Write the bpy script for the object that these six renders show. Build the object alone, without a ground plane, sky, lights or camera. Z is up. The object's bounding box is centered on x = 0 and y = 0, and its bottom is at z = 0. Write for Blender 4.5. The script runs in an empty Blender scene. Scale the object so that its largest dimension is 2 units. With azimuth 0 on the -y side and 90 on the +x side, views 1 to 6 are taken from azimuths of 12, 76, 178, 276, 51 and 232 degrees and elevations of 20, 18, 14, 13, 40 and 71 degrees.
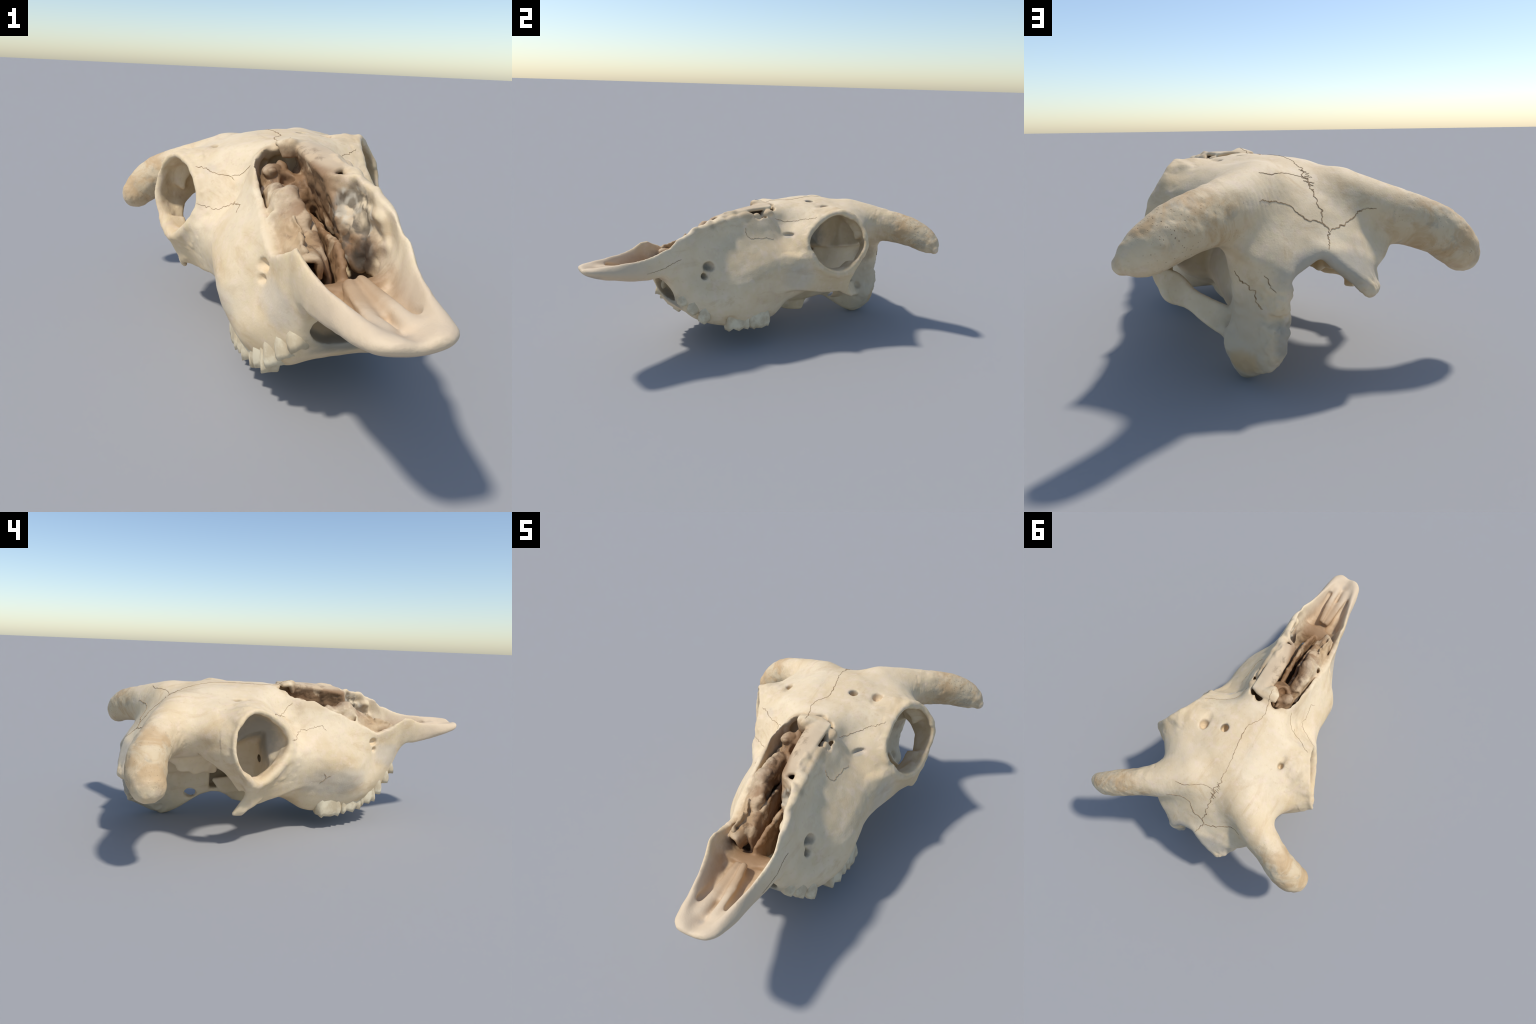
"""Weathered cow skull without its lower jaw: a bone body modelled as blended
solids (lofts, tubes, sheets), meshed, then cut into anatomical parts."""
import math, random
import numpy as np
import bpy, bmesh
from mathutils import Vector, Matrix, noise
from mathutils.bvhtree import BVHTree

random.seed(7)
H = 0.0055                      # sampling step of the bone body

# ------------------------------------------------------------------ skull frame
# x: to the animal's left, y: towards the back of the head, z: up from the palate
AX = Vector((.913, .397, .098)).normalized()
AY = Vector((-.386, .922, 0)); AY = (AY - AX * AY.dot(AX)).normalized()
AZ = AX.cross(AY)
FRAME = Matrix((AX, AY, AZ)).transposed().to_4x4()
FRAME.translation = AX * 0.236

# ------------------------------------------------------------------ solid toolkit
LO, HI = np.array([-.74, -1.2, -.1]), np.array([.72, .80, .79])
N = np.ceil((HI - LO) / H).astype(int) + 1
xs, ys, zs = [(LO[i] + H * np.arange(N[i])).astype(np.float32) for i in range(3)]
F = np.full(N, .2, np.float32)


def window(lo, hi, pad=.05):
    s = []
    for i in range(3):
        a = int(max(0, math.floor((lo[i] - pad - LO[i]) / H)))
        b = int(min(N[i], math.ceil((hi[i] + pad - LO[i]) / H) + 1))
        s.append(slice(a, max(a + 1, b)))
    return tuple(s)


def smin(a, b, k):
    if k <= 0:
        return np.minimum(a, b)
    h = np.maximum(k - np.abs(a - b), 0) / k
    return np.minimum(a, b) - h * h * k * .25


def add(sd, k=.02):
    s, d = sd
    F[s] = smin(F[s], d, k)


def cut(sd, k=.01):
    s, d = sd
    F[s] = -smin(-F[s], d, k)


def spline(p, n):
    """Catmull-Rom through p (m x c), n samples evenly spread over the points."""
    p = np.asarray(p, float)
    if len(p) == 2:
        t = np.linspace(0, 1, n)[:, None]
        return p[0] * (1 - t) + p[1] * t
    q = np.vstack([2 * p[0] - p[1], p, 2 * p[-1] - p[-2]])
    u = np.linspace(0, len(p) - 1, n)
    i = np.minimum(u.astype(int), len(p) - 2)
    t = (u - i)[:, None]
    a, b, c, d = q[i], q[i + 1], q[i + 2], q[i + 3]
    return .5 * (2 * b + (c - a) * t + (2 * a - 5 * b + 4 * c - d) * t ** 2 + (3 * b - a - 3 * c + d) * t ** 3)


def closed(p, n):
    p = np.asarray(p, float)
    m = len(p)
    q = np.vstack([p[-1], p, p[0], p[1]])
    u = np.linspace(0, m, n, endpoint=False)
    i = u.astype(int)
    t = (u - i)[:, None]
    a, b, c, d = q[i], q[i + 1], q[i + 2], q[i + 3]
    return .5 * (2 * b + (c - a) * t + (2 * a - 5 * b + 4 * c - d) * t ** 2 + (3 * b - a - 3 * c + d) * t ** 3)


def along(stations, values, y):
    """Smooth interpolation of an array of control values between stations."""
    s, v = np.asarray(stations, float), np.asarray(values, float)
    g = np.diff(v, axis=0) / np.diff(s).reshape((-1,) + (1,) * (v.ndim - 1))
    m = np.empty_like(v)
    m[0], m[-1] = g[0], g[-1]
    w = np.diff(s).reshape((-1,) + (1,) * (v.ndim - 1))
    m[1:-1] = (g[:-1] * w[1:] + g[1:] * w[:-1]) / (w[1:] + w[:-1])
    i = int(np.clip(np.searchsorted(s, y) - 1, 0, len(s) - 2))
    L = s[i + 1] - s[i]
    t = float(np.clip((y - s[i]) / L, 0, 1))
    h00, h10, h01, h11 = 2 * t ** 3 - 3 * t ** 2 + 1, t ** 3 - 2 * t ** 2 + t, -2 * t ** 3 + 3 * t ** 2, t ** 3 - t ** 2
    return h00 * v[i] + h10 * L * m[i] + h01 * v[i + 1] + h11 * L * m[i + 1]


def polygon_distance(P, X, Z):
    A, B = P, np.roll(P, -1, 0)
    d2 = np.full(X.shape, 9., np.float32)
    inside = np.zeros(X.shape, bool)
    for (ax, az), (bx, bz) in zip(A, B):
        ex, ez = bx - ax, bz - az
        px, pz = X - ax, Z - az
        t = np.clip((px * ex + pz * ez) / (ex * ex + ez * ez + 1e-12), 0, 1)
        d2 = np.minimum(d2, (px - t * ex) ** 2 + (pz - t * ez) ** 2)
        if az != bz:
            inside ^= ((az > Z) != (bz > Z)) & (px < ex * pz / ez)
    d = np.sqrt(d2)
    return np.where(inside, -d, d)


def bend(y):
    """Sideways drift of the muzzle: the midline leans to the right."""
    return np.interp(y, [-1.15, -.70, -.30, .10], [-.020, -.011, -.007, 0])


def loft(sections, mirror=True, n=72, pad=.05, axis=1, bent=False):
    """Solid from cross-sections {station: [(u, z), ...]} along y (axis 1, u = x) or
    along x (axis 0, u = y). Mirrored halves run from the top of the midline down the
    left side to the bottom of the midline."""
    st = sorted(sections)
    V = []
    for y in st:
        p = np.array(sections[y], float)
        if mirror:
            q = p[::-1] * [-1, 1]
            if abs(p[0, 0]) < 1e-6: q = q[:-1]
            if abs(p[-1, 0]) < 1e-6: q = q[1:]
            p = np.vstack([p, q])
        V.append(p)
    V = np.array(V)
    u = 1 - axis
    lo, hi = np.empty(3), np.empty(3)
    lo[axis], hi[axis] = st[0], st[-1]
    lo[u], hi[u] = V[..., 0].min(), V[..., 0].max()
    lo[2], hi[2] = V[..., 1].min(), V[..., 1].max()
    s = window(lo, hi, pad)
    us, vs = (xs, ys)[u][s[u]], (xs, ys)[axis][s[axis]]
    U, Z = np.meshgrid(us, zs[s[2]], indexing='ij')
    D = np.empty((len(vs),) + U.shape, np.float32)
    for j, y in enumerate(vs):
        yc = min(max(y, st[0]), st[-1])
        d = polygon_distance(closed(along(st, V, yc), n), U - (bend(yc) if bent else 0), Z)
        out = max(st[0] - y, y - st[-1])
        D[j] = np.maximum(d, out) if out < 0 else np.sqrt(np.maximum(d, 0) ** 2 + out ** 2)
    return s, (np.moveaxis(D, 0, 1) if axis == 1 else D)


def soften(times=2):
    """Blend away the facets between stations."""
    global F
    for _ in range(times):
        for ax_ in range(3):
            G = F.copy()
            sl = lambda a, b: tuple(slice(a, b) if i == ax_ else slice(None) for i in range(3))
            G[sl(2, -2)] = (F[sl(0, -4)] + 4 * F[sl(1, -3)] + 6 * F[sl(2, -2)] + 4 * F[sl(3, -1)] + F[sl(4, None)]) / 16
            F = G


def mesh3(s):
    return np.meshgrid(xs[s[0]], ys[s[1]], zs[s[2]], indexing='ij', sparse=True)


def ellipsoid(c, r, turn=None, pad=.05):
    c, r = np.array(c, float), np.array(r, float)
    R = r.max()
    s = window(c - R, c + R, pad)
    X, Y, Z = mesh3(s)
    P = [X - c[0], Y - c[1], Z - c[2]]
    if turn is not None:                    # rows of turn = local axes
        P = [sum(turn[i][j] * P[j] for j in range(3)) for i in range(3)]
    q = np.sqrt(sum((P[i] / r[i]) ** 2 for i in range(3)))
    g = np.sqrt(sum((P[i] / r[i] ** 2) ** 2 for i in range(3))) + 1e-6
    return s, (q * (q - 1) / g).astype(np.float32)


def axes(along_dir, up=(0, 0, 1)):
    a = Vector(along_dir).normalized()
    b = a.cross(Vector(up)).normalized()
    return [list(a), list(b), list(a.cross(b))]


def tube(spine, ra, rb, up=(0, 0, 1), n=48, pad=.04):
    """Bar along a spine; ra = half height (along up), rb = half width."""
    m = len(spine)
    P = spline(spine, n)
    A = spline(np.c_[ra if hasattr(ra, '__len__') else [ra] * m, rb if hasattr(rb, '__len__') else [rb] * m], n)
    T = np.gradient(P, axis=0); T /= np.linalg.norm(T, axis=1)[:, None]
    U = np.array(up, float) - (T @ np.array(up, float))[:, None] * T
    U /= np.linalg.norm(U, axis=1)[:, None]
    B = np.cross(T, U)
    R = A.max()
    s = window(P.min(0) - R, P.max(0) + R, pad)
    X, Y, Z = mesh3(s)
    shape = np.broadcast_shapes(X.shape, Y.shape, Z.shape)
    best = np.full(shape, 9., np.float32)
    idx = np.zeros(shape, np.int16)
    for i in range(n):
        d = (X - P[i, 0]) ** 2 + (Y - P[i, 1]) ** 2 + (Z - P[i, 2]) ** 2
        m_ = d < best
        best[m_] = d[m_]; idx[m_] = i
    p = P.astype(np.float32)[idx]
    rel = np.stack(np.broadcast_arrays(X, Y, Z), -1) - p
    u = (rel * U.astype(np.float32)[idx]).sum(-1) / A[:, 0].astype(np.float32)[idx]
    v = (rel * B.astype(np.float32)[idx]).sum(-1) / A[:, 1].astype(np.float32)[idx]
    w = (rel * T.astype(np.float32)[idx]).sum(-1) / A.min(1).astype(np.float32)[idx]
    q = np.sqrt(u * u + v * v + w * w)
    return s, ((q - 1) * A.min(1).astype(np.float32)[idx]).astype(np.float32)


def sheet(rows, r=.014, wobble=0., seed=0):
    """Curved plate of half thickness r through a grid of points (rows x columns)."""
    G = np.array(rows, float)
    a, b = G.shape[:2]
    la = np.linalg.norm(np.diff(G, axis=0), axis=2).sum(0).max()
    lb = np.linalg.norm(np.diff(G, axis=1), axis=2).sum(1).max()
    na, nb = max(3, int(la / (.75 * H))), max(3, int(lb / (.75 * H)))
    rr = np.broadcast_to(np.array(r, float), (a, b)) if not np.isscalar(r) else np.full((a, b), r)
    G = np.concatenate([G, rr[..., None]], 2)
    G = np.stack([spline(G[:, j], na) for j in range(b)], 1)
    G = np.stack([spline(G[i], nb) for i in range(na)], 0).reshape(-1, 4)
    if wobble:
        for q in G:
            q[:3] += np.array(noise.noise_vector(Vector(q[:3]) * 22 + Vector((seed, 0, 0)))) * wobble
    P, R = G[:, :3], G[:, 3]
    s = window(P.min(0) - R.max(), P.max(0) + R.max(), 4 * H)
    lo = np.array([s[i].start for i in range(3)])
    shape = tuple(x.stop - x.start for x in s)
    D = np.full(shape, .05, np.float32).ravel()
    c = np.rint((P - LO) / H).astype(int)
    k = int(math.ceil((R.max() + 2.5 * H) / H))
    for dx in range(-k, k + 1):
        for dy in range(-k, k + 1):
            if dx * dx + dy * dy > (k + 1) ** 2: continue
            for dz in range(-k, k + 1):
                if dx * dx + dy * dy + dz * dz > (k + .5) ** 2: continue
                v = c + (dx, dy, dz)
                ok = ((v - lo >= 0) & (v - lo < shape)).all(1)
                v = v[ok]
                d = np.linalg.norm(LO + v * H - P[ok], axis=1) - R[ok]
                v = v - lo
                np.minimum.at(D, (v[:, 0] * shape[1] + v[:, 1]) * shape[2] + v[:, 2], d.astype(np.float32))
    return s, D.reshape(shape)


def flip(rows):
    return (np.array(rows, float) * [-1, 1, 1]).tolist()


def both(make, rows, how=add, k=.02, **kw):
    how(make(rows, **kw), k)
    how(make(flip(rows), **kw), k)


# ------------------------------------------------------------------ 1 face
face = {   # half outlines: midline top, rim, cheek, gum, palate (chewing level between the tooth rows)
    -1.158: [(0, .512), (.02, .518), (.040, .518), (.055, .512), (.062, .504), (.058, .495), (.045, .487), (.03, .482), (.015, .48), (0, .48)],
    -1.130: [(0, .505), (.03, .518), (.05, .521), (.068, .516), (.086, .506), (.089, .494), (.078, .479), (.055, .468), (.025, .462), (0, .460)],
    -1.070: [(0, .478), (.025, .498), (.05, .508), (.072, .524), (.097, .508), (.108, .484), (.102, .466), (.075, .452), (.035, .438), (0, .436)],
    -1.010: [(0, .462), (.030, .485), (.052, .480), (.080, .527), (.102, .512), (.118, .476), (.110, .452), (.08, .434), (.04, .422), (0, .420)],
    -.930: [(0, .444), (.030, .472), (.060, .448), (.100, .541), (.113, .532), (.126, .478), (.120, .442), (.09, .418), (.045, .402), (0, .400)],
    -.850: [(0, .438), (.025, .470), (.065, .438), (.118, .555), (.130, .548), (.141, .490), (.133, .430), (.10, .408), (.045, .392), (0, .390)],
    -.770: [(0, .430), (.018, .466), (.080, .432), (.132, .583), (.146, .577), (.156, .505), (.143, .412), (.10, .394), (.045, .386), (0, .386)],
    -.735: [(0, .550), (.060, .570), (.100, .590), (.138, .590), (.150, .545), (.156, .480), (.140, .375), (.120, .305), (.050, .285), (0, .285)],
    -.690: [(0, .600), (.070, .620), (.122, .635), (.150, .605), (.162, .530), (.168, .440), (.170, .330), (.140, .222), (.050, .220), (0, .220)],
    -.570: [(0, .680), (.070, .680), (.128, .662), (.154, .600), (.172, .520), (.193, .400), (.232, .250), (.178, .130), (.070, .126), (0, .126)],
    -.510: [(0, .690), (.065, .690), (.126, .674), (.153, .613), (.172, .538), (.238, .370), (.264, .205), (.190, .108), (.080, .108), (0, .108)],
    -.450: [(0, .700), (.060, .700), (.122, .682), (.151, .623), (.173, .548), (.286, .350), (.277, .195), (.208, .090), (.090, .088), (0, .088)],
    -.300: [(0, .715), (.060, .710), (.120, .693), (.157, .632), (.194, .558), (.312, .385), (.280, .190), (.210, .080), (.090, .078), (0, .078)],
    -.180: [(0, .717), (.070, .706), (.125, .680), (.163, .626), (.209, .537), (.314, .405), (.272, .195), (.21, .095), (.100, .088), (0, .088)],
    -.100: [(0, .712), (.070, .702), (.130, .670), (.163, .606), (.213, .530), (.330, .410), (.275, .215), (.19, .145), (.100, .120), (0, .120)],
    -.050: [(0, .709), (.080, .698), (.134, .663), (.178, .600), (.265, .543), (.348, .440), (.300, .235), (.20, .160), (.090, .145), (0, .145)],
    .010: [(0, .708), (.090, .698), (.158, .660), (.228, .608), (.312, .580), (.345, .470), (.310, .270), (.22, .185), (.080, .170), (0, .165)],
    .060: [(0, .708), (.090, .699), (.182, .676), (.270, .640), (.332, .606), (.320, .500), (.275, .320), (.19, .215), (.080, .190), (0, .18)],
}
add(loft(face, bent=True), 0)

# ------------------------------------------------------------------ 2 brow and crown
crown = {
    -.020: [(0, .708), (.09, .697), (.148, .658), (.20, .600), (.26, .570), (.25, .53), (.18, .48), (.10, .45), (0, .45)],
    .080: [(0, .710), (.10, .704), (.20, .682), (.285, .645), (.336, .614), (.30, .57), (.20, .50), (.10, .44), (0, .43)],
    .160: [(0, .711), (.11, .705), (.226, .679), (.310, .660), (.358, .648), (.34, .60), (.22, .50), (.12, .42), (0, .42)],
    .230: [(0, .713), (.11, .706), (.226, .678), (.325, .657), (.396, .625), (.39, .55), (.30, .48), (.15, .41), (0, .41)],
    .300: [(0, .710), (.11, .703), (.22, .676), (.32, .648), (.425, .570), (.41, .50), (.31, .44), (.15, .40), (0, .40)],
    .370: [(0, .698), (.11, .690), (.21, .667), (.30, .640), (.380, .560), (.36, .48), (.29, .42), (.15, .39), (0, .39)],
    .440: [(0, .672), (.10, .662), (.20, .638), (.28, .615), (.330, .555), (.32, .47), (.27, .41), (.15, .39), (0, .39)],
    .500: [(0, .635), (.09, .625), (.18, .605), (.26, .590), (.300, .540), (.29, .46), (.25, .41), (.14, .385), (0, .39)],
    .570: [(0, .573), (.08, .565), (.15, .547), (.215, .522), (.270, .485), (.288, .435), (.26, .40), (.13, .38), (0, .40)],
    .640: [(0, .488), (.06, .484), (.12, .470), (.185, .448), (.245, .420), (.262, .395), (.22, .37), (.11, .36), (0, .405)],
    .690: [(0, .432), (.04, .425), (.08, .405), (.12, .385), (.150, .375), (.16, .36), (.15, .34), (.08, .355), (0, .41)],
}
add(loft(crown), .02)

# ------------------------------------------------------------------ 3 back of the head
wall = {     # left temporal and occipital wall (the right one has broken away)
    .240: [(.05, .42), (.12, .42), (.14, .34), (.13, .24), (.12, .17), (.11, .12), (.085, .10), (.06, .12), (.05, .20), (.05, .30)],
    .300: [(.05, .42), (.17, .42), (.175, .34), (.165, .26), (.155, .19), (.145, .12), (.105, .07), (.07, .09), (.06, .18), (.05, .30)],
    .370: [(.07, .42), (.205, .42), (.203, .35), (.190, .28), (.195, .20), (.20, .12), (.145, .025), (.10, .03), (.085, .15), (.07, .30)],
    .430: [(.07, .45), (.225, .45), (.222, .36), (.212, .28), (.222, .19), (.242, .10), (.19, -.020), (.115, -.01), (.08, .13), (.07, .32)],
    .490: [(.08, .50), (.272, .50), (.266, .37), (.250, .29), (.238, .19), (.265, .09), (.202, -.040), (.130, -.030), (.085, .12), (.075, .34)],
    .550: [(.09, .50), (.275, .48), (.290, .37), (.272, .28), (.247, .16), (.262, .06), (.211, -.022), (.140, -.012), (.100, .13), (.09, .35)],
    .620: [(.10, .46), (.20, .44), (.262, .36), (.238, .26), (.225, .14), (.222, .06), (.186, .015), (.145, .035), (.112, .15), (.11, .34)],
    .690: [(.11, .40), (.15, .39), (.182, .33), (.184, .26), (.190, .17), (.184, .125), (.165, .100), (.130, .12), (.120, .19), (.125, .35)],
    .708: [(.13, .37), (.15, .36), (.172, .31), (.178, .27), (.180, .23), (.176, .20), (.165, .19), (.15, .21), (.150, .26), (.14, .32)],
}
add(loft(wall, mirror=False), .03)
# right remnant of the occiput: a spur hanging from the crown
add(sheet([[(.0, .660, .425), (-.06, .66, .41), (-.13, .64, .40), (-.195, .59, .40)],
           [(-.02, .682, .40), (-.08, .70, .36), (-.14, .682, .35), (-.208, .615, .36)],
           [(-.10, .70, .34), (-.138, .715, .310), (-.165, .70, .305), (-.208, .64, .320)]], r=.029), .02)
# core between the eye sockets and the base in front of the brain
core = {
    -.080: [(0, .60), (.12, .58), (.17, .48), (.17, .36), (.15, .26), (.10, .15), (.05, .12), (0, .12)],
    .050: [(0, .62), (.12, .60), (.13, .48), (.12, .38), (.09, .28), (.07, .20), (.05, .16), (0, .15)],
    .160: [(0, .62), (.11, .60), (.11, .48), (.10, .38), (.08, .30), (.07, .25), (.05, .23), (0, .22)],
    .260: [(0, .60), (.12, .58), (.13, .48), (.11, .40), (.09, .34), (.07, .30), (.05, .28), (0, .28)],
}
add(loft(core), .03)
cut(ellipsoid((.215, .735, .215), (.075, .075, .032)), .012)
soften(2)
# floor of the nose where muzzle and palate meet
add(sheet([[(-.13, -.66, .425), (-.07, -.66, .412), (-.014, -.66, .408), (.05, -.66, .412), (.11, -.66, .425)],
           [(-.13, -.74, .425), (-.07, -.74, .418), (-.016, -.74, .425), (.05, -.74, .418), (.10, -.74, .425)],
           [(-.13, -.84, .435), (-.07, -.84, .422), (-.017, -.84, .445), (.04, -.84, .422), (.09, -.84, .435)],
           [(-.11, -.96, .450), (-.065, -.96, .442), (-.019, -.96, .452), (.03, -.96, .442), (.07, -.96, .450)]], r=.016), .015)
F += .004
for s in (1,):       # the left pterygoid plate
    add(sheet([[(s * .09, -.12, .17), (s * .075, .02, .17), (s * .07, .14, .18), (s * .075, .22, .17)],
               [(s * .08, -.10, .10), (s * .07, .02, .10), (s * .075, .12, .10), (s * .065, .18, .12)],
               [(s * .05, .0, .07), (s * .045, .03, .055), (s * .095, .095, .05), (s * .085, .12, .07)]], r=.014), .02)

# ------------------------------------------------------------------ 4 cheek bone and horns
zygoma = [[(.445, .185, .325), (.428, .125, .338), (.385, .03, .392), (.342, -.055, .42), (.275, -.14, .430), (.21, -.22, .43)],
          [(.425, .175, .275), (.392, .11, .285), (.360, .02, .325), (.330, -.07, .355), (.295, -.16, .36), (.25, -.24, .36)],
          [(.405, .165, .228), (.355, .10, .222), (.330, .01, .238), (.305, -.09, .262), (.270, -.18, .27), (.23, -.26, .27)]]
both(sheet, zygoma, k=.035, r=.017)
horns = {1: ([(.16, .45, .575), (.28, .538, .540), (.381, .603, .518), (.485, .660, .486), (.56, .690, .445), (.606, .691, .417), (.630, .684, .401)],
             [.11, .106, .095, .087, .074, .054, .030], [.11, .094, .074, .071, .063, .045, .025]),
         -1: ([(-.16, .45, .575), (-.29, .534, .538), (-.389, .585, .519), (-.481, .630, .489), (-.552, .644, .441), (-.592, .640, .408)],
              [.11, .106, .097, .090, .083, .070], [.11, .096, .082, .084, .085, .075])}
for s, (p, a, b) in horns.items():
    add(tube(p, a, b), .07)

# ------------------------------------------------------------------ 5 eye sockets
rimR_eye = [(-.382, .160, .656), (-.420, .220, .630), (-.452, .255, .580), (-.477, .272, .525), (-.488, .262, .460), (-.470, .205, .375), (-.450, .165, .342), (-.420, .110, .336),
            (-.390, .035, .395), (-.350, -.02, .44), (-.334, -.035, .490), (-.326, -.012, .555), (-.338, .065, .612)]
rimL_eye = [(.316, .054, .604), (.332, .115, .640), (.352, .172, .654), (.382, .225, .646), (.418, .262, .605), (.450, .273, .553), (.470, .277, .484),
            (.467, .264, .425), (.453, .208, .364), (.432, .150, .333), (.405, .085, .333), (.382, .030, .362), (.366, -.022, .420), (.330, -.042, .505), (.313, -.010, .555)]
def rounded(rim, n=240, grow=1.0, times=14):
    p = closed(rim, n)
    c = p.mean(0)
    size = np.linalg.norm(p - c, axis=1).mean()
    for _ in range(times * 12):
        p = (np.roll(p, 1, 0) + 2 * p + np.roll(p, -1, 0)) / 4
    return c + (p - c) * grow * size / np.linalg.norm(p - c, axis=1).mean()


rimL_eye, rimR_eye = rounded(rimL_eye), rounded(rimR_eye)
for s, rim in ((1, rimL_eye[::10]), (-1, rimR_eye[::10])):
    # bowl whose mouth is the rim, narrowing and drifting back as it goes in
    m = np.array(rim)[:, 1:]
    c = m.mean(0)
    bowl = {}
    for d, k, dy, dz in ((.52, 1.12, .05, 0), (.43, 1.04, .018, 0), (.36, .985, .0, 0), (.30, .93, .02, 0), (.25, .86, .055, 0), (.21, .72, .09, 0), (.17, .45, .13, 0)):
        bowl[s * d] = ((m - c) * k + c + (dy, dz)).tolist()
    cut(loft(bowl, mirror=False, axis=0), .012)
    cut(ellipsoid((s * .30, .21, .41), (.10, .12, .11)), .02)
    cut(ellipsoid((s * .285, .315, .490), (.080, .085, .085)), .02)
def flange(rim, keep, steps):
    """Rows that follow part of a socket rim, shifted towards the midline and grown or shrunk."""
    c = rim.mean(0)
    p = rim[[i for i in range(len(rim)) if keep(rim[i])]]
    gap = np.linalg.norm(np.diff(p, axis=0), axis=1)
    if gap.max() > .05: p = np.roll(p, -(gap.argmax() + 1), 0)
    p = p[np.linspace(0, len(p) - 1, 9).astype(int)]
    rows = []
    for inward, size in steps:
        q = c + (p - c) * [1, size, size]
        q[:, 0] = p[:, 0] - np.sign(c[0]) * inward
        rows.append(q.tolist())
    return rows


sheet_bar = [[(.365, .19, .652), (.418, .258, .600), (.464, .272, .525), (.474, .262, .45), (.452, .20, .368), (.43, .16, .325)],
             [(.34, .26, .63), (.39, .30, .57), (.425, .315, .50), (.43, .30, .435), (.425, .235, .365), (.415, .19, .31)],
             [(.29, .36, .57), (.31, .385, .48), (.345, .37, .445), (.385, .32, .415), (.395, .265, .365), (.40, .215, .30)]]
both(sheet, sheet_bar, k=.02, r=.0125)
for rim in (rimL_eye, rimR_eye):
    add(sheet(flange(rim, lambda p: p[1] < .24 and p[2] > .43, ((0, 1.0), (.035, 1.05), (.085, 1.06), (.13, 1.02))), r=.011), .03)
    add(sheet(flange(rim, lambda p: p[1] < .16 and p[2] < .45, ((0, 1.0), (.012, .95), (.035, .92))), r=.010), .02)
    add(sheet(flange(rim, lambda p: -.0 < p[1] < .22 and p[2] < .42, ((0, 1.0), (.040, .97), (.085, 1.06))), r=.010), .02)
    add(sheet(flange(rim, lambda p: p[1] < .20 and p[2] < .46, ((0, 1.0), (.004, 1.07), (.02, 1.14))), r=.011), .03)
for rim in (rimL_eye, rimR_eye):
    c_ = rim.mean(0)
    add(tube(np.vstack([rim, rim[:1]])[:, :] * 1.0 + np.vstack([rim - c_, rim[:1] - c_]) * .012, .0075, .0075, up=(1, -.2, .13), n=241, pad=.03), .02)

add(sheet([[(.130, .34, .40), (.125, .23, .40), (.130, .12, .38), (.14, .02, .36)],
           [(.165, .33, .23), (.172, .24, .23), (.170, .12, .24), (.16, .02, .24)],
           [(.150, .33, .130), (.140, .22, .130), (.110, .13, .120), (.10, .03, .13)],
           [(.108, .32, .105), (.080, .21, .112), (.070, .13, .11), (.07, .03, .12)]], r=.013), .02)
# paired ridges along the muzzle floor and the cleft between its tips
for p in ([(-.010, -.72, .455), (-.004, -.79, .476), (.006, -.89, .474), (.012, -.97, .479), (.010, -1.05, .484)],
          [(-.022, -.72, .452), (-.032, -.79, .468), (-.046, -.88, .462), (-.052, -.97, .468), (-.050, -1.05, .482)]):
    add(tube(p, [.012, .016, .016, .014, .010], [.014, .018, .020, .018, .014]), .03)
for p, r in (([(-.018, -.80, .485), (-.019, -.95, .482), (-.020, -1.06, .494), (-.020, -1.18, .522)], [.004, .004, .004, .004]),
             ([(.030, -.82, .465), (.034, -.92, .458), (.040, -1.00, .480)], [.012, .016, .012]),
             ([(-.070, -.82, .462), (-.076, -.92, .458), (-.084, -1.00, .480)], [.012, .016, .012])):
    cut(tube(p, r, r), .008)
# left arch bridging to the jaw joint; on the right only a broken hook
add(sheet([[(.42, .17, .27), (.35, .222, .248), (.312, .285, .207), (.267, .34, .185), (.22, .42, .17)],
           [(.415, .17, .235), (.37, .235, .205), (.322, .285, .175), (.275, .36, .15), (.23, .43, .13)],
           [(.405, .165, .21), (.388, .24, .172), (.326, .282, .152), (.282, .373, .122), (.245, .44, .10)]], r=.015), .02)
add(sheet([[(-.425, .175, .29), (-.415, .20, .245), (-.415, .225, .21), (-.412, .24, .187)],
           [(-.39, .12, .245), (-.405, .165, .22), (-.410, .19, .20), (-.402, .205, .182)]], r=.013), .02)

# ------------------------------------------------------------------ 6 hollows
# braincase, open to the right and below
cavity = {
    .270: [(.05, .36), (.06, .25), (.055, .12), (.05, -.2), (-.6, -.2), (-.6, .24), (-.18, .33), (-.05, .38)],
    .340: [(.065, .37), (.075, .25), (.065, .10), (.06, -.2), (-.6, -.2), (-.6, .35), (-.22, .38), (-.05, .40)],
    .450: [(.075, .38), (.085, .25), (.065, .10), (.06, -.2), (-.6, -.2), (-.6, .36), (-.22, .39), (-.05, .41)],
    .560: [(.095, .37), (.105, .25), (.088, .10), (.08, -.2), (-.6, -.2), (-.5, .36), (-.22, .39), (-.05, .42)],
    .640: [(.11, .365), (.125, .25), (.095, .10), (.08, -.2), (-.5, -.2), (-.3, .25), (-.19, .34), (-.05, .405)],
}
s_, D_ = loft(cavity, mirror=False)
X, Y, Z = mesh3(s_)
spur = np.maximum(.62 - Y + 0 * X, -9)        # spare the spur at the back
cut((s_, np.maximum(D_, np.where((X < 0) & (Z > .24), (Y - .615), -1).astype(np.float32))), .015)
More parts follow.
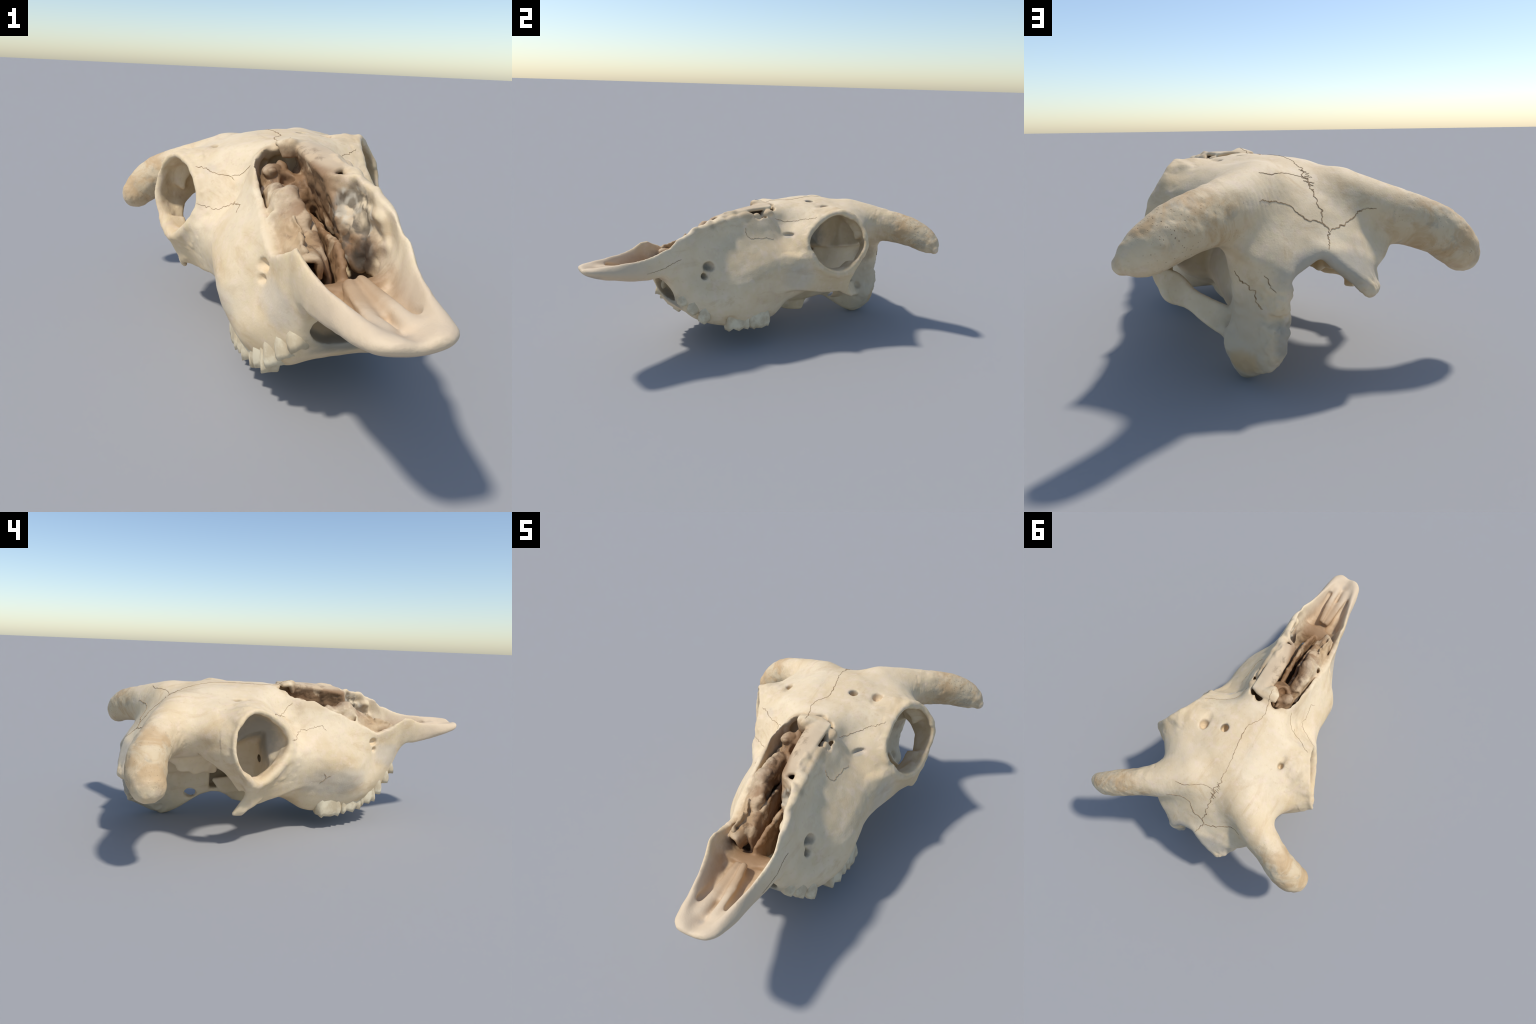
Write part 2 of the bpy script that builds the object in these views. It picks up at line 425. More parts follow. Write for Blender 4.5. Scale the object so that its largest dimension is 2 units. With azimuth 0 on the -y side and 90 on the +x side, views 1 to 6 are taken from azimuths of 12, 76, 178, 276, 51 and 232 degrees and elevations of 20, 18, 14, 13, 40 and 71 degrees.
add(sheet([[(-.15, .27, .42), (-.185, .36, .42), (-.205, .44, .42), (-.20, .51, .42)],
           [(-.14, .27, .35), (-.165, .36, .36), (-.185, .44, .37), (-.19, .50, .39)],
           [(-.125, .27, .30), (-.150, .35, .305), (-.170, .43, .325), (-.18, .48, .37)]], r=.017, wobble=.012, seed=6), .02)
cut(tube([(.02, .345, .088), (.20, .345, .10)], .026, .030), .005)      # hole through the wall

# nasal chamber
nose = {
    -.790: [(0, .80), (.06, .80), (.108, .70), (.125, .60), (.108, .50), (.07, .462), (0, .455)],
    -.700: [(0, .85), (.06, .85), (.112, .75), (.124, .62), (.128, .52), (.085, .440), (0, .432)],
    -.640: [(0, .88), (.06, .88), (.105, .78), (.114, .64), (.132, .51), (.105, .400), (0, .37)],
    -.570: [(0, .90), (.06, .90), (.095, .80), (.100, .660), (.134, .52), (.115, .380), (0, .35)],
    -.450: [(0, .90), (.06, .90), (.090, .80), (.094, .685), (.140, .55), (.120, .370), (0, .345)],
    -.300: [(0, .90), (.06, .90), (.095, .80), (.102, .700), (.140, .58), (.120, .390), (0, .350)],
    -.180: [(0, .90), (.06, .90), (.115, .80), (.126, .690), (.138, .60), (.110, .440), (0, .400)],
    -.120: [(0, .85), (.05, .85), (.095, .80), (.110, .700), (.118, .61), (.095, .490), (0, .440)],
    -.075: [(0, .69), (.03, .69), (.060, .69), (.085, .660), (.095, .60), (.080, .520), (0, .480)],
    -.020: [(0, .64), (.03, .64), (.050, .63), (.060, .610), (.065, .58), (.050, .540), (0, .520)],
}
cut(loft(nose, bent=True), .008)
# broken rims: bone above these lines is gone
rimL = [(-.80, .80), (-.77, .60), (-.68, .613), (-.57, .651), (-.50, .660), (-.375, .680), (-.27, .690), (-.2, .70), (-.12, .74), (-.08, .9)]
rimR = [(-.80, .80), (-.78, .575), (-.757, .566), (-.72, .545), (-.66, .513), (-.586, .487), (-.508, .523), (-.425, .559), (-.368, .587), (-.32, .603), (-.272, .624), (-.238, .644), (-.219, .660), (-.167, .69), (-.12, .74), (-.08, .9)]
s_ = window((-.2, -.80, .45), (.2, -.08, .76), 0)
X, Y, Z = mesh3(s_)
yl = ys[s_[1]]
rag = np.array([noise.noise(Vector((0, y * 30, 3))) * .006 + noise.noise(Vector((5, y * 70, 3))) * .003 for y in yl])
zl = np.interp(yl, *np.array(rimL).T) + rag * .5
zr = np.interp(yl, *np.array(rimR).T) + rag
top = np.where(X > 0, zl[None, :, None], zr[None, :, None])
cut((s_, (top - Z).astype(np.float32)), .012)

cut(ellipsoid((-.012, -.700, .325), (.100, .105, .068)), .02)

cut(ellipsoid((.248, -.505, .135), (.045, .050, .040)), .012)

cut(ellipsoid((.245, .455, .15), (.030, .022, .020)), .010)

# small openings
for c, r in (((.222, .20, .675), .021), ((-.237, .20, .672), .013)):
    cut(ellipsoid(c, (r, r * 1.3, .035)), .006)
    cut(ellipsoid((c[0], c[1] - .03, c[2] + .008), (r, r * 2.2, .014)), .008)
cut(tube([(.113, .17, .73), (.113, .17, .66)], .022, .019, up=(0, 1, 0)), .002)
for c, r in (((-.205, -.555, .445), (.035, .026, .018)), ((-.208, -.560, .405), (.026, .016, .013)), ((.178, -.57, .445), (.036, .028, .024)),
             ((.185, -.585, .415), (.030, .020, .022)), ((.180, -.595, .398), (.045, .017, .016))):
    cut(ellipsoid(c, r), .004)
cut(ellipsoid((.222, -.09, .545), (.03, .04, .009)), .006)
cut(ellipsoid((-.15, .02, .36), (.05, .03, .03)), .01)
# broken air cells beside the tip of the brow
for c, r in (((.045, -.075, .695), .022), ((.085, -.10, .68), .022), ((.115, -.165, .66), .020), ((.125, -.215, .655), .018), ((-.055, -.085, .70), .026), ((-.105, -.125, .68), .024), ((-.10, -.05, .62), .03), ((-.03, -.03, .62), .035)):
    cut(ellipsoid(c, (r, r * 1.25, r)), .008)

# ------------------------------------------------------------------ 7 bones inside the nose
# left nasal bone with the side wall hanging from it, its broken front end turning outwards
add(sheet([[(.022, -.09, .700), (.016, -.28, .680), (.024, -.44, .652)],
           [(.055, -.09, .700), (.050, -.28, .690), (.055, -.44, .668)],
           [(.095, -.11, .690), (.092, -.28, .688), (.092, -.43, .672)]], r=.012), .01)
add(sheet([[(.022, -.09, .69), (.016, -.28, .674), (.028, -.45, .652)],
           [(.026, -.09, .64), (.026, -.28, .620), (.034, -.48, .600)],
           [(.035, -.09, .58), (.040, -.28, .550), (.042, -.51, .535)],
           [(.045, -.10, .52), (.050, -.28, .480), (.055, -.52, .470)]], r=.011, wobble=.006), .01)
add(sheet([[(.034, -.450, .652), (.078, -.475, .655), (.108, -.530, .648), (.122, -.590, .640)],
           [(.046, -.480, .585), (.088, -.515, .575), (.114, -.585, .585), (.112, -.640, .600)],
           [(.050, -.505, .515), (.092, -.555, .505), (.114, -.620, .520), (.118, -.670, .535)],
           [(.056, -.520, .455), (.092, -.580, .445), (.112, -.645, .460), (.118, -.690, .475)],
           [(.062, -.540, .410), (.088, -.600, .420), (.106, -.660, .425), (.115, -.700, .435)]], r=.012, wobble=.020, seed=4), .012)
# tip of the brow between the broken edges
add(sheet([[(-.04, -.09, .705), (-.038, -.125, .705), (-.03, -.14, .67)], [(0, -.09, .706), (-.005, -.150, .714), (-.004, -.155, .67)], [(.035, -.09, .700), (.026, -.125, .704), (.022, -.14, .67)]], r=.012), .01)
# right turbinates: long scrolled plates lying side by side
add(sheet([[(-.150, -.67, .440), (-.125, -.69, .490), (-.100, -.705, .505), (-.080, -.71, .500), (-.072, -.705, .455)],
           [(-.150, -.58, .415), (-.125, -.58, .500), (-.085, -.60, .515), (-.062, -.60, .500), (-.060, -.60, .440)],
           [(-.152, -.49, .450), (-.125, -.49, .555), (-.085, -.50, .580), (-.060, -.50, .565), (-.062, -.50, .490)],
           [(-.152, -.42, .475), (-.125, -.42, .590), (-.088, -.42, .620), (-.062, -.42, .605), (-.066, -.42, .530)],
           [(-.145, -.34, .490), (-.120, -.34, .590), (-.085, -.34, .605), (-.062, -.34, .585), (-.066, -.34, .510)],
           [(-.135, -.26, .500), (-.110, -.25, .585), (-.080, -.24, .590), (-.060, -.24, .560), (-.066, -.24, .490)]], r=.010, wobble=.012), .008)
add(sheet([[(-.052, -.66, .475), (-.046, -.58, .515), (-.036, -.47, .540), (-.040, -.36, .520), (-.040, -.24, .520)],
           [(-.044, -.67, .440), (-.038, -.58, .465), (-.030, -.47, .480), (-.034, -.36, .460), (-.036, -.24, .460)],
           [(-.046, -.67, .405), (-.044, -.58, .400), (-.040, -.47, .390), (-.040, -.36, .380), (-.040, -.24, .390)]], r=.011, wobble=.007, seed=2), .008)
for i, (a, b, c, d) in enumerate([
        ((-.165, -.485, .50), (-.118, -.50, .56), (-.165, -.455, .53), (-.112, -.455, .60)),
        ((-.120, -.66, .46), (-.110, -.68, .530), (-.118, -.60, .47), (-.105, -.60, .545)),
        ((-.135, -.60, .47), (-.098, -.62, .535), (-.130, -.53, .50), (-.095, -.54, .570)),
        ((.085, -.40, .69), (.110, -.46, .660), (.080, -.34, .69), (.110, -.30, .67))]):
    add(sheet([[a, b], [c, d]], r=.008, wobble=.018, seed=20 + i), .006)
# septum and vomer plates in the floor of the chamber
add(sheet([[(-.008, -.69, .460), (.012, -.60, .488), (.016, -.47, .482), (.010, -.30, .490), (0, -.12, .51)],
           [(-.010, -.70, .43), (.002, -.60, .41), (.010, -.45, .40), (.006, -.30, .40), (0, -.12, .45)],
           [(-.010, -.71, .40), (0, -.60, .36), (.006, -.45, .34), (0, -.30, .34), (0, -.12, .40)]], r=.015, wobble=.006), .012)
for c, r in (((.100, -.15, .655), (.030, .03, .022)), ((.112, -.215, .645), (.022, .03, .030)), ((.110, -.29, .660), (.020, .05, .025)), ((.112, -.37, .650), (.020, .035, .03)), ((.102, -.452, .652), (.030, .035, .024)), ((.113, -.135, .662), (.030, .025, .024))):
    add(ellipsoid(c, r), .012)
# ethmoid cells at the back of the nose
add(ellipsoid((-.02, -.18, .52), (.085, .11, .095)), .02)
add(ellipsoid((-.06, -.15, .565), (.065, .07, .065)), .02)
add(ellipsoid((-.085, -.165, .625), (.034, .040, .026)), .012)
for i, c in enumerate([(-.09, -.15, .60), (-.04, -.12, .625), (-.11, -.22, .575), (.03, -.11, .60), (-.02, -.18, .56), (-.08, -.26, .55), (.08, -.14, .64), (.10, -.2, .63)]):
    add(ellipsoid(c, (.028, .035, .028)), .012)
for c, r in (((-.030, -.105, .645), .020), ((-.115, -.125, .635), .016), ((-.120, -.225, .600), .022), ((-.040, -.21, .600), .022), ((-.065, -.115, .650), .014)):
    cut(ellipsoid(c, (r, r * 1.2, r * 1.5)), .008)

# ------------------------------------------------------------------ meshing (surface nets)


def surface(F):
    I = F < 0
    n = I[:-1, :-1, :-1].astype(np.int8)
    for a in (0, 1):
        for b in (0, 1):
            for c in (0, 1):
                if a or b or c:
                    n = n + I[a:F.shape[0] - 1 + a, b:F.shape[1] - 1 + b, c:F.shape[2] - 1 + c]
    act = (n > 0) & (n < 8)
    cells = np.argwhere(act)
    ids = np.full(act.shape, -1, np.int32)
    ids[tuple(cells.T)] = np.arange(len(cells))
    corner = np.array([(a, b, c) for a in (0, 1) for b in (0, 1) for c in (0, 1)])
    val = np.stack([F[tuple((cells + o).T)] for o in corner], 1)
    acc, cnt = np.zeros((len(cells), 3)), np.zeros(len(cells))
    for i in range(8):
        for j in range(i + 1, 8):
            if np.abs(corner[i] - corner[j]).sum() == 1:
                m = (val[:, i] < 0) != (val[:, j] < 0)
                t = val[m, i] / (val[m, i] - val[m, j])
                acc[m] += corner[i] + t[:, None] * (corner[j] - corner[i])
                cnt[m] += 1
    verts = LO + H * (cells + acc / cnt[:, None])
    quads = []
    for ax in range(3):
        b, c = (ax + 1) % 3, (ax + 2) % 3
        sl0, sl1 = [slice(None)] * 3, [slice(None)] * 3
        sl0[ax], sl1[ax] = slice(0, -1), slice(1, None)
        A, B = I[tuple(sl0)], I[tuple(sl1)]
        e = np.argwhere(A != B)
        e = e[(e[:, b] > 0) & (e[:, c] > 0) & (e[:, b] < F.shape[b] - 1) & (e[:, c] < F.shape[c] - 1)]
        inside = A[tuple(e.T)]
        q = []
        for ob, oc in ((-1, -1), (0, -1), (0, 0), (-1, 0)):
            f = e.copy(); f[:, b] += ob; f[:, c] += oc
            q.append(ids[tuple(f.T)])
        q = np.stack(q, 1)
        q[~inside] = q[~inside][:, ::-1]
        quads.append(q)
    return verts, np.vstack(quads)


V, Q = surface(F + .002)


def largest(V, Q):
    """Keep only pieces that hang together with the main body."""
    lab = np.arange(len(V))
    while True:
        m = lab[Q].min(1)
        new = lab.copy()
        for k in range(4):
            np.minimum.at(new, Q[:, k], m)
        new = new[new]
        if (new == lab).all(): break
        lab = new
    u, c = np.unique(lab, return_counts=True)
    keep = lab == u[c.argmax()]
    idx = np.cumsum(keep) - 1
    return V[keep], idx[Q[keep[Q[:, 0]]]]


V, Q = largest(V, Q)
E = np.vstack([Q[:, [0, 1]], Q[:, [1, 2]], Q[:, [2, 3]], Q[:, [3, 0]]])
E = np.vstack([E, E[:, ::-1]])
for lam in (.6, -.3, .6, -.3, .5):
    acc, cnt = np.zeros_like(V), np.bincount(E[:, 0], minlength=len(V))
    for k in range(3):
        acc[:, k] = np.bincount(E[:, 0], weights=V[E[:, 1], k], minlength=len(V))
    V = V + lam * (acc / cnt[:, None] - V)


def vertex_normals(V, Q):
    n = np.cross(V[Q[:, 2]] - V[Q[:, 0]], V[Q[:, 3]] - V[Q[:, 1]])
    N_ = np.zeros_like(V)
    for k in range(4):
        for c in range(3):
            N_[:, c] += np.bincount(Q[:, k], weights=n[:, c], minlength=len(V))
    return N_ / (np.linalg.norm(N_, axis=1)[:, None] + 1e-12)


VN = vertex_normals(V, Q)
# fine unevenness of old bone
def within(pts, lo, hi, soft):
    return np.clip((np.minimum(pts - lo, hi - pts).min(1)) / soft, 0, 1)


# how far inside the open nasal chamber a point lies
half = np.interp(V[:, 1], [-.70, -.6, -.45, -.3, -.18, -.05], [.115, .125, .128, .128, .118, .085])
mid_x = np.interp(V[:, 1], [-1.15, -.70, -.30, .10], [-.020, -.011, -.007, 0])
roof = np.interp(V[:, 1], [-.70, -.45, -.3, -.15, -.05], [.585, .655, .675, .685, .66])
chamber = np.clip((half - np.abs(V[:, 0] - mid_x)) / .012, 0, 1) * np.clip((roof - V[:, 2]) / .02, 0, 1) * np.clip((V[:, 2] - .36) / .03, 0, 1) \
    * np.clip((V[:, 1] + .72) / .03, 0, 1) * np.clip((.0 - V[:, 1]) / .03, 0, 1)
off = np.empty(len(V))
for i, (x, y, z) in enumerate(V):
    p = Vector((x, y, z))
    o = noise.noise(p * 9) * .0022 + noise.noise(p * 26) * .0012
    r = abs(x)
    if r > .33 and y > .45:
        o += noise.noise(p * 34) * .0022
        o -= max(0, noise.noise(p * 60) - .25) * .004
    if y > .42 and z < .40:
        k = min(1, (y - .42) / .08) * min(1, (.40 - z) / .08)
        o += k * (noise.noise(p * 13) * .006 + (abs(noise.noise(p * 24)) - .2) * -.007)
    if y > .60 and z < .37 and r < .30:       # broken spongy edges at the back
        k = min(1, (y - .60) / .06) * min(1, (.37 - z) / .06)
        o += k * ((abs(noise.noise(p * 30)) - .2) * .010 - max(0, noise.noise(p * 75) - .2) * .008)
    if -.10 < y < .32 and r > .29 and z > .30:   # knobbly rims of the sockets
        o += noise.noise(p * 22) * .0030 + max(0, noise.noise(p * 38) - .15) * .004
    if chamber[i] > 0:
        q = p + noise.noise_vector(p * 14) * .02
        o += chamber[i] * ((abs(noise.noise(q * 13)) - .25) * .012 + (abs(noise.noise(q * 34)) - .25) * .006)
    off[i] = o
V = V + VN * off[:, None]
VN = vertex_normals(V, Q)

# ------------------------------------------------------------------ materials
def mat_nodes(name):
    m = bpy.data.materials.new(name)
    m.use_nodes = True
    nt = m.node_tree
    return m, nt, nt.nodes["Principled BSDF"]


class Nodes:
    def __init__(s, nt):
        s.nt = nt
        s.co = nt.nodes.new("ShaderNodeTexCoord").outputs["Object"]

    def link(s, a, b): s.nt.links.new(a, b)

    def put(s, sock, v):
        if hasattr(v, "is_linked") or isinstance(v, bpy.types.NodeSocket): s.link(v, sock)
        else: sock.default_value = v

    def noise(s, scale, detail=4, rough=.6, dist=0, stretch=None):
        n = s.nt.nodes.new("ShaderNodeTexNoise")
        n.inputs["Scale"].default_value, n.inputs["Detail"].default_value = scale, detail
        n.inputs["Roughness"].default_value, n.inputs["Distortion"].default_value = rough, dist
        co = s.co
        if stretch:
            mp = s.nt.nodes.new("ShaderNodeMapping")
            mp.inputs["Scale"].default_value = stretch
            s.link(s.co, mp.inputs["Vector"]); co = mp.outputs[0]
        s.link(co, n.inputs["Vector"])
        return n.outputs["Fac"]

    def voronoi(s, scale):
        n = s.nt.nodes.new("ShaderNodeTexVoronoi")
        n.inputs["Scale"].default_value = scale
        s.link(s.co, n.inputs["Vector"])
        return n.outputs["Distance"]

    def math(s, op, a, b=0., c=None, clamp=False):
        n = s.nt.nodes.new("ShaderNodeMath")
        n.operation, n.use_clamp = op, clamp
        s.put(n.inputs[0], a); s.put(n.inputs[1], b)
        if c is not None: s.put(n.inputs[2], c)
        return n.outputs[0]

    def ramp(s, v, lo, hi, a=0., b=1.):
        n = s.nt.nodes.new("ShaderNodeMapRange")
        n.interpolation_type = 'SMOOTHSTEP'
        s.put(n.inputs["Value"], v)
        for k, x in (("From Min", lo), ("From Max", hi), ("To Min", a), ("To Max", b)): n.inputs[k].default_value = x
        return n.outputs["Result"]

    def mix(s, f, a, b):
        n = s.nt.nodes.new("ShaderNodeMix")
        n.data_type = 'RGBA'
        s.put(n.inputs["Factor"], f)
        s.put(n.inputs["A"], a if not isinstance(a, tuple) else (*a, 1))
        n.inputs[6].default_value = (*a, 1) if isinstance(a, tuple) else (0, 0, 0, 1)
        if not isinstance(a, tuple): s.link(a, n.inputs[6])
        if isinstance(b, tuple): n.inputs[7].default_value = (*b, 1)
        else: s.link(b, n.inputs[7])
        return n.outputs[2]

    def blob(s, c, r, soft=.4, wob=None):
        """1 inside an ellipsoid, fading out past its surface, ragged by noise."""
        mp = s.nt.nodes.new("ShaderNodeMapping")
        mp.vector_type = 'TEXTURE'
        mp.inputs["Location"].default_value, mp.inputs["Scale"].default_value = c, r
        s.link(s.co, mp.inputs["Vector"])
        ln = s.nt.nodes.new("ShaderNodeVectorMath"); ln.operation = 'LENGTH'
        s.link(mp.outputs[0], ln.inputs[0])
        v = ln.outputs["Value"]
        if wob: v = s.math('ADD', v, s.math('MULTIPLY', s.math('SUBTRACT', wob, .5), .9))
        return s.ramp(v, 1 + soft * .5, 1 - soft * .5)

    def union(s, *v):
        o = v[0]
        for q in v[1:]: o = s.math('MAXIMUM', o, q)
        return o


CREAM, PALE, TAN = (.70, .535, .325), (.77, .625, .42), (.56, .38, .195)
GREY, BLUE, BROWN, DARK = (.36, .34, .29), (.40, .41, .41), (.27, .155, .075), (.06, .045, .033)
OCHRE, UMBER, GREYBONE, IVORY = (.56, .39, .20), (.17, .095, .048), (.50, .42, .30), (.66, .51, .345)


def bone_material(name, spots, horn_spots):
    m, nt, bsdf = mat_nodes(name)
    n = Nodes(nt)
    big, mid, fine = n.noise(3.2, 5), n.noise(11, 5), n.noise(60, 4)
    streak = n.noise(8, 5, .65, 1.5, (1, .35, 1))
    col = n.mix(n.ramp(big, .36, .66), CREAM, PALE)
    col = n.mix(n.math('MULTIPLY', n.ramp(streak, .48, .75), .55), col, TAN)
    col = n.mix(n.math('MULTIPLY', n.ramp(n.noise(6.5, 6, .7), .54, .72), .4), col, OCHRE)
    col = n.mix(n.math('MULTIPLY', n.ramp(n.noise(5, 4), .58, .75), .18), col, GREY)
    col = n.mix(n.math('MULTIPLY', n.ramp(n.noise(26, 3), .50, .68), .35), col, (.80, .62, .47))
    col = n.mix(n.math('MULTIPLY', n.ramp(n.noise(33, 3), .52, .70), .30), col, (.70, .57, .31))
    col = n.mix(n.math('MULTIPLY', n.ramp(fine, .58, .74), .3), col, OCHRE)
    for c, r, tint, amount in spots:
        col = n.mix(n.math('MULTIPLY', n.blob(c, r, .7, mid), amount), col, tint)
    # char and chalky patches on the left wall of the nose, brown grain all through it
    nose = n.union(n.blob((-.014, -.52, .50), (.115, .20, .18), .3), n.blob((-.010, -.27, .57), (.110, .20, .16), .3))
    left = n.blob((.070, -.545, .53), (.052, .11, .12), .3)
    col = n.mix(n.math('MULTIPLY', nose, n.ramp(n.noise(15, 5, .65, .6), .50, .66, 0, .65)), col, (.13, .075, .038))
    col = n.mix(n.math('MULTIPLY', nose, n.ramp(n.noise(12, 4, .6, .4), .56, .66, 0, .7)), col, (.60, .44, .27))
    col = n.mix(n.math('MULTIPLY', left, n.ramp(n.noise(11, 3, .5, 1.2), .50, .62, 0, .75)), col, (.10, .085, .065))
    col = n.mix(n.math('MULTIPLY', left, n.ramp(n.noise(10, 3, .5, 1.0), .52, .64, 0, .7)), col, (.60, .53, .41))
    # horn cores: ochre blotches and dark pores
    horn = n.union(*[n.blob(c, r, .7, mid) for c, r in horn_spots])
    col = n.mix(n.math('MULTIPLY', horn, .6), col, (.58, .455, .285))
    col = n.mix(n.math('MULTIPLY', horn, n.ramp(n.noise(13, 4, .6, .5), .52, .66, 0, .55)), col, (.33, .30, .23))
    col = n.mix(n.math('MULTIPLY', horn, n.ramp(n.noise(9, 5, .65, 1.2, (1, .5, 1)), .42, .64, 0, .8)), col, (.52, .34, .17))
    pores = n.ramp(n.math('ADD', n.voronoi(95), n.math('MULTIPLY', fine, .25)), .34, .20)
    pores = n.math('MULTIPLY', pores, n.ramp(n.noise(7, 3), .40, .60))
    col = n.mix(n.math('MULTIPLY', n.math('MULTIPLY', pores, horn), .75), col, UMBER)
    nt.links.new(col, bsdf.inputs["Base Color"])
    bsdf.inputs["Roughness"].default_value = .62
    bsdf.inputs["Specular IOR Level"].default_value = .3
    bp = nt.nodes.new("ShaderNodeBump")
    bp.inputs["Strength"].default_value, bp.inputs["Distance"].default_value = .4, .004
    h = n.math('ADD', n.math('MULTIPLY', n.noise(140, 3), .4), mid)
    h = n.math('SUBTRACT', h, n.math('MULTIPLY', n.math('MULTIPLY', pores, horn), 1.2))
    nt.links.new(h, bp.inputs["Height"])
    nt.links.new(bp.outputs[0], bsdf.inputs["Normal"])
    return m


spots = [
    # smooth ivory muzzle
    ((-.015, -.98, .48), (.16, .24, .09), IVORY, .85),
    # stained nasal chamber
    ((-.018, -.78, .465), (.10, .17, .06), (.46, .30, .165), .85),
    ((-.014, -.60, .46), (.125, .20, .14), BROWN, .80), ((-.013, -.45, .50), (.118, .24, .20), (.29, .165, .08), .9),
    ((-.010, -.29, .56), (.112, .19, .165), BROWN, .9), ((-.015, -.145, .60), (.125, .095, .10), BROWN, .9),
    ((.09, -.53, .56), (.055, .075, .055), PALE, .75), ((.055, -.28, .70), (.045, .20, .035), (.60, .46, .30), .8),
    ((.085, -.60, .455), (.05, .055, .05), DARK, .85), ((.10, -.505, .63), (.03, .035, .03), DARK, .6), ((-.12, -.62, .46), (.03, .05, .05), UMBER, .7),
    ((-.10, -.57, .52), (.05, .10, .05), (.50, .33, .17), .6),
    ((-.03, -.085, .70), (.13, .035, .03), (.58, .42, .24), .7), ((.13, -.22, .68), (.03, .13, .03), (.55, .39, .22), .6), ((-.155, -.24, .64), (.02, .10, .05), (.55, .39, .22), .4),
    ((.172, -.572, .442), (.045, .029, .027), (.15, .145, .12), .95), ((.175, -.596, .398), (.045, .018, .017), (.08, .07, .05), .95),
    ((.113, .17, .70), (.022, .022, .05), (.30, .285, .24), .8), ((.222, .20, .675), (.02, .03, .03), (.42, .33, .22), .6), ((-.237, .20, .672), (.016, .03, .03), (.50, .38, .22), .6),
    ((.222, -.09, .545), (.028, .038, .016), (.36, .34, .31), .7),
    # cooler, greyer tint in the hollows of the cheeks and on the back
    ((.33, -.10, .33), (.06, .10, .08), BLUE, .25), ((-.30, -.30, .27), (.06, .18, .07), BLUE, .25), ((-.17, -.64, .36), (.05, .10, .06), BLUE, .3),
    ((.20, .56, .12), (.13, .16, .20), GREYBONE, .7), ((-.02, .69, .36), (.20, .05, .07), (.30, .30, .28), .55),
    ((.13, .69, .15), (.04, .07, .07), (.27, .26, .23), .6), ((.235, .60, .05), (.06, .06, .045), (.52, .33, .14), .6),
    ((.24, .52, .36), (.05, .07, .06), (.30, .21, .13), .5),
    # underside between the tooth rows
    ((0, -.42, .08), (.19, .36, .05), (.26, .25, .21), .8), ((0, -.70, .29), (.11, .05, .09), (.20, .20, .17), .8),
    ((-.02, -1.12, .462), (.10, .06, .022), (.34, .30, .25), .6),
    # shadow inside the eye sockets, painted on as dark grey-brown
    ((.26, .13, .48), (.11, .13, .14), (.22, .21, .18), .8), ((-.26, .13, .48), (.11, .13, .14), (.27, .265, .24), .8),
]
horn_spots = [((.47, .66, .50), (.21, .14, .12)), ((-.47, .64, .49), (.21, .14, .14))]
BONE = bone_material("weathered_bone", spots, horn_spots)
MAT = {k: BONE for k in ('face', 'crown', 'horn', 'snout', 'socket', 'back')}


def simple(name, a, b, scale=30, rough=.6):
    m, nt, bsdf = mat_nodes(name)
    n = Nodes(nt)
    nt.links.new(n.mix(n.ramp(n.noise(scale, 4), .38, .65), a, b), bsdf.inputs["Base Color"])
    bsdf.inputs["Roughness"].default_value = rough
    return m


MAT['suture'] = simple("dirt_in_suture", (.24, .155, .08), (.42, .30, .17), 60, .9)
MAT['tooth'] = simple("tooth_enamel", (.55, .44, .28), (.72, .62, .43), 16, .5)

# ------------------------------------------------------------------ objects
root = bpy.data.objects.new("cow_skull", None)
bpy.context.scene.collection.objects.link(root)
root.matrix_world = FRAME
root["label"] = "weathered cow skull with short horn cores, no jaw"
root["category"] = "animal skull"


def place(name, me, mats):
    ob = bpy.data.objects.new(name, me)
    for m in mats: me.materials.append(m)
    bpy.context.scene.collection.objects.link(ob)
    ob.parent = root
    return ob


C = V[Q].mean(1)
x, y, z = C.T
ax = np.abs(x)


def spine_distance(p):
    P = spline(p, 60)
    return np.min(np.linalg.norm(C[:, None] - P[None, 12:], axis=2), 1) if False else None


region = np.full(len(C), 'face_bone', dtype='<U24')
region[y > -.04 - .25 * np.maximum(0, z - .55)] = 'brow_bone'
region[(y > .33) & (z < .42)] = 'braincase'
region[(y > .56) & (z < .60 - .2 * ax)] = 'braincase'
region[((x - np.sign(x) * .40) / .19) ** 2 + ((y - .12) / .22) ** 2 + ((z - .46) / .235) ** 2 < 1] = 'eye_socket'
region[(y < -.745)] = 'snout_bone'
t = (ax - .16) * .80 + (y - .45) * .55
region[(t > .135) & (y > .45) & (z > .30) & (ax > .27)] = 'horn_core'
kinds = {'face_bone': 'face', 'brow_bone': 'crown', 'braincase': 'back', 'eye_socket': 'socket', 'snout_bone': 'snout', 'horn_core': 'horn'}


def part(name, mask, mat):
    q = Q[mask]
    if not len(q): return
    used, inv = np.unique(q, return_inverse=True)
    q = inv.reshape(q.shape)
    me = bpy.data.meshes.new(name)
    me.from_pydata(V[used].tolist(), [], q.tolist())
    me.polygons.foreach_set("use_smooth", np.ones(len(q), bool))
    me.normals_split_custom_set_from_vertices(VN[used].tolist())
    place(name, me, [mat])


for k, m in kinds.items():
    if k in ('eye_socket', 'horn_core'):
        part(k, (region == k) & (x > 0), MAT[m]); part(k, (region == k) & (x <= 0), MAT[m])
    else:
        part(k, region == k, MAT[m])

# ------------------------------------------------------------------ sutures
bvh = BVHTree.FromPolygons(V.tolist(), Q.tolist())


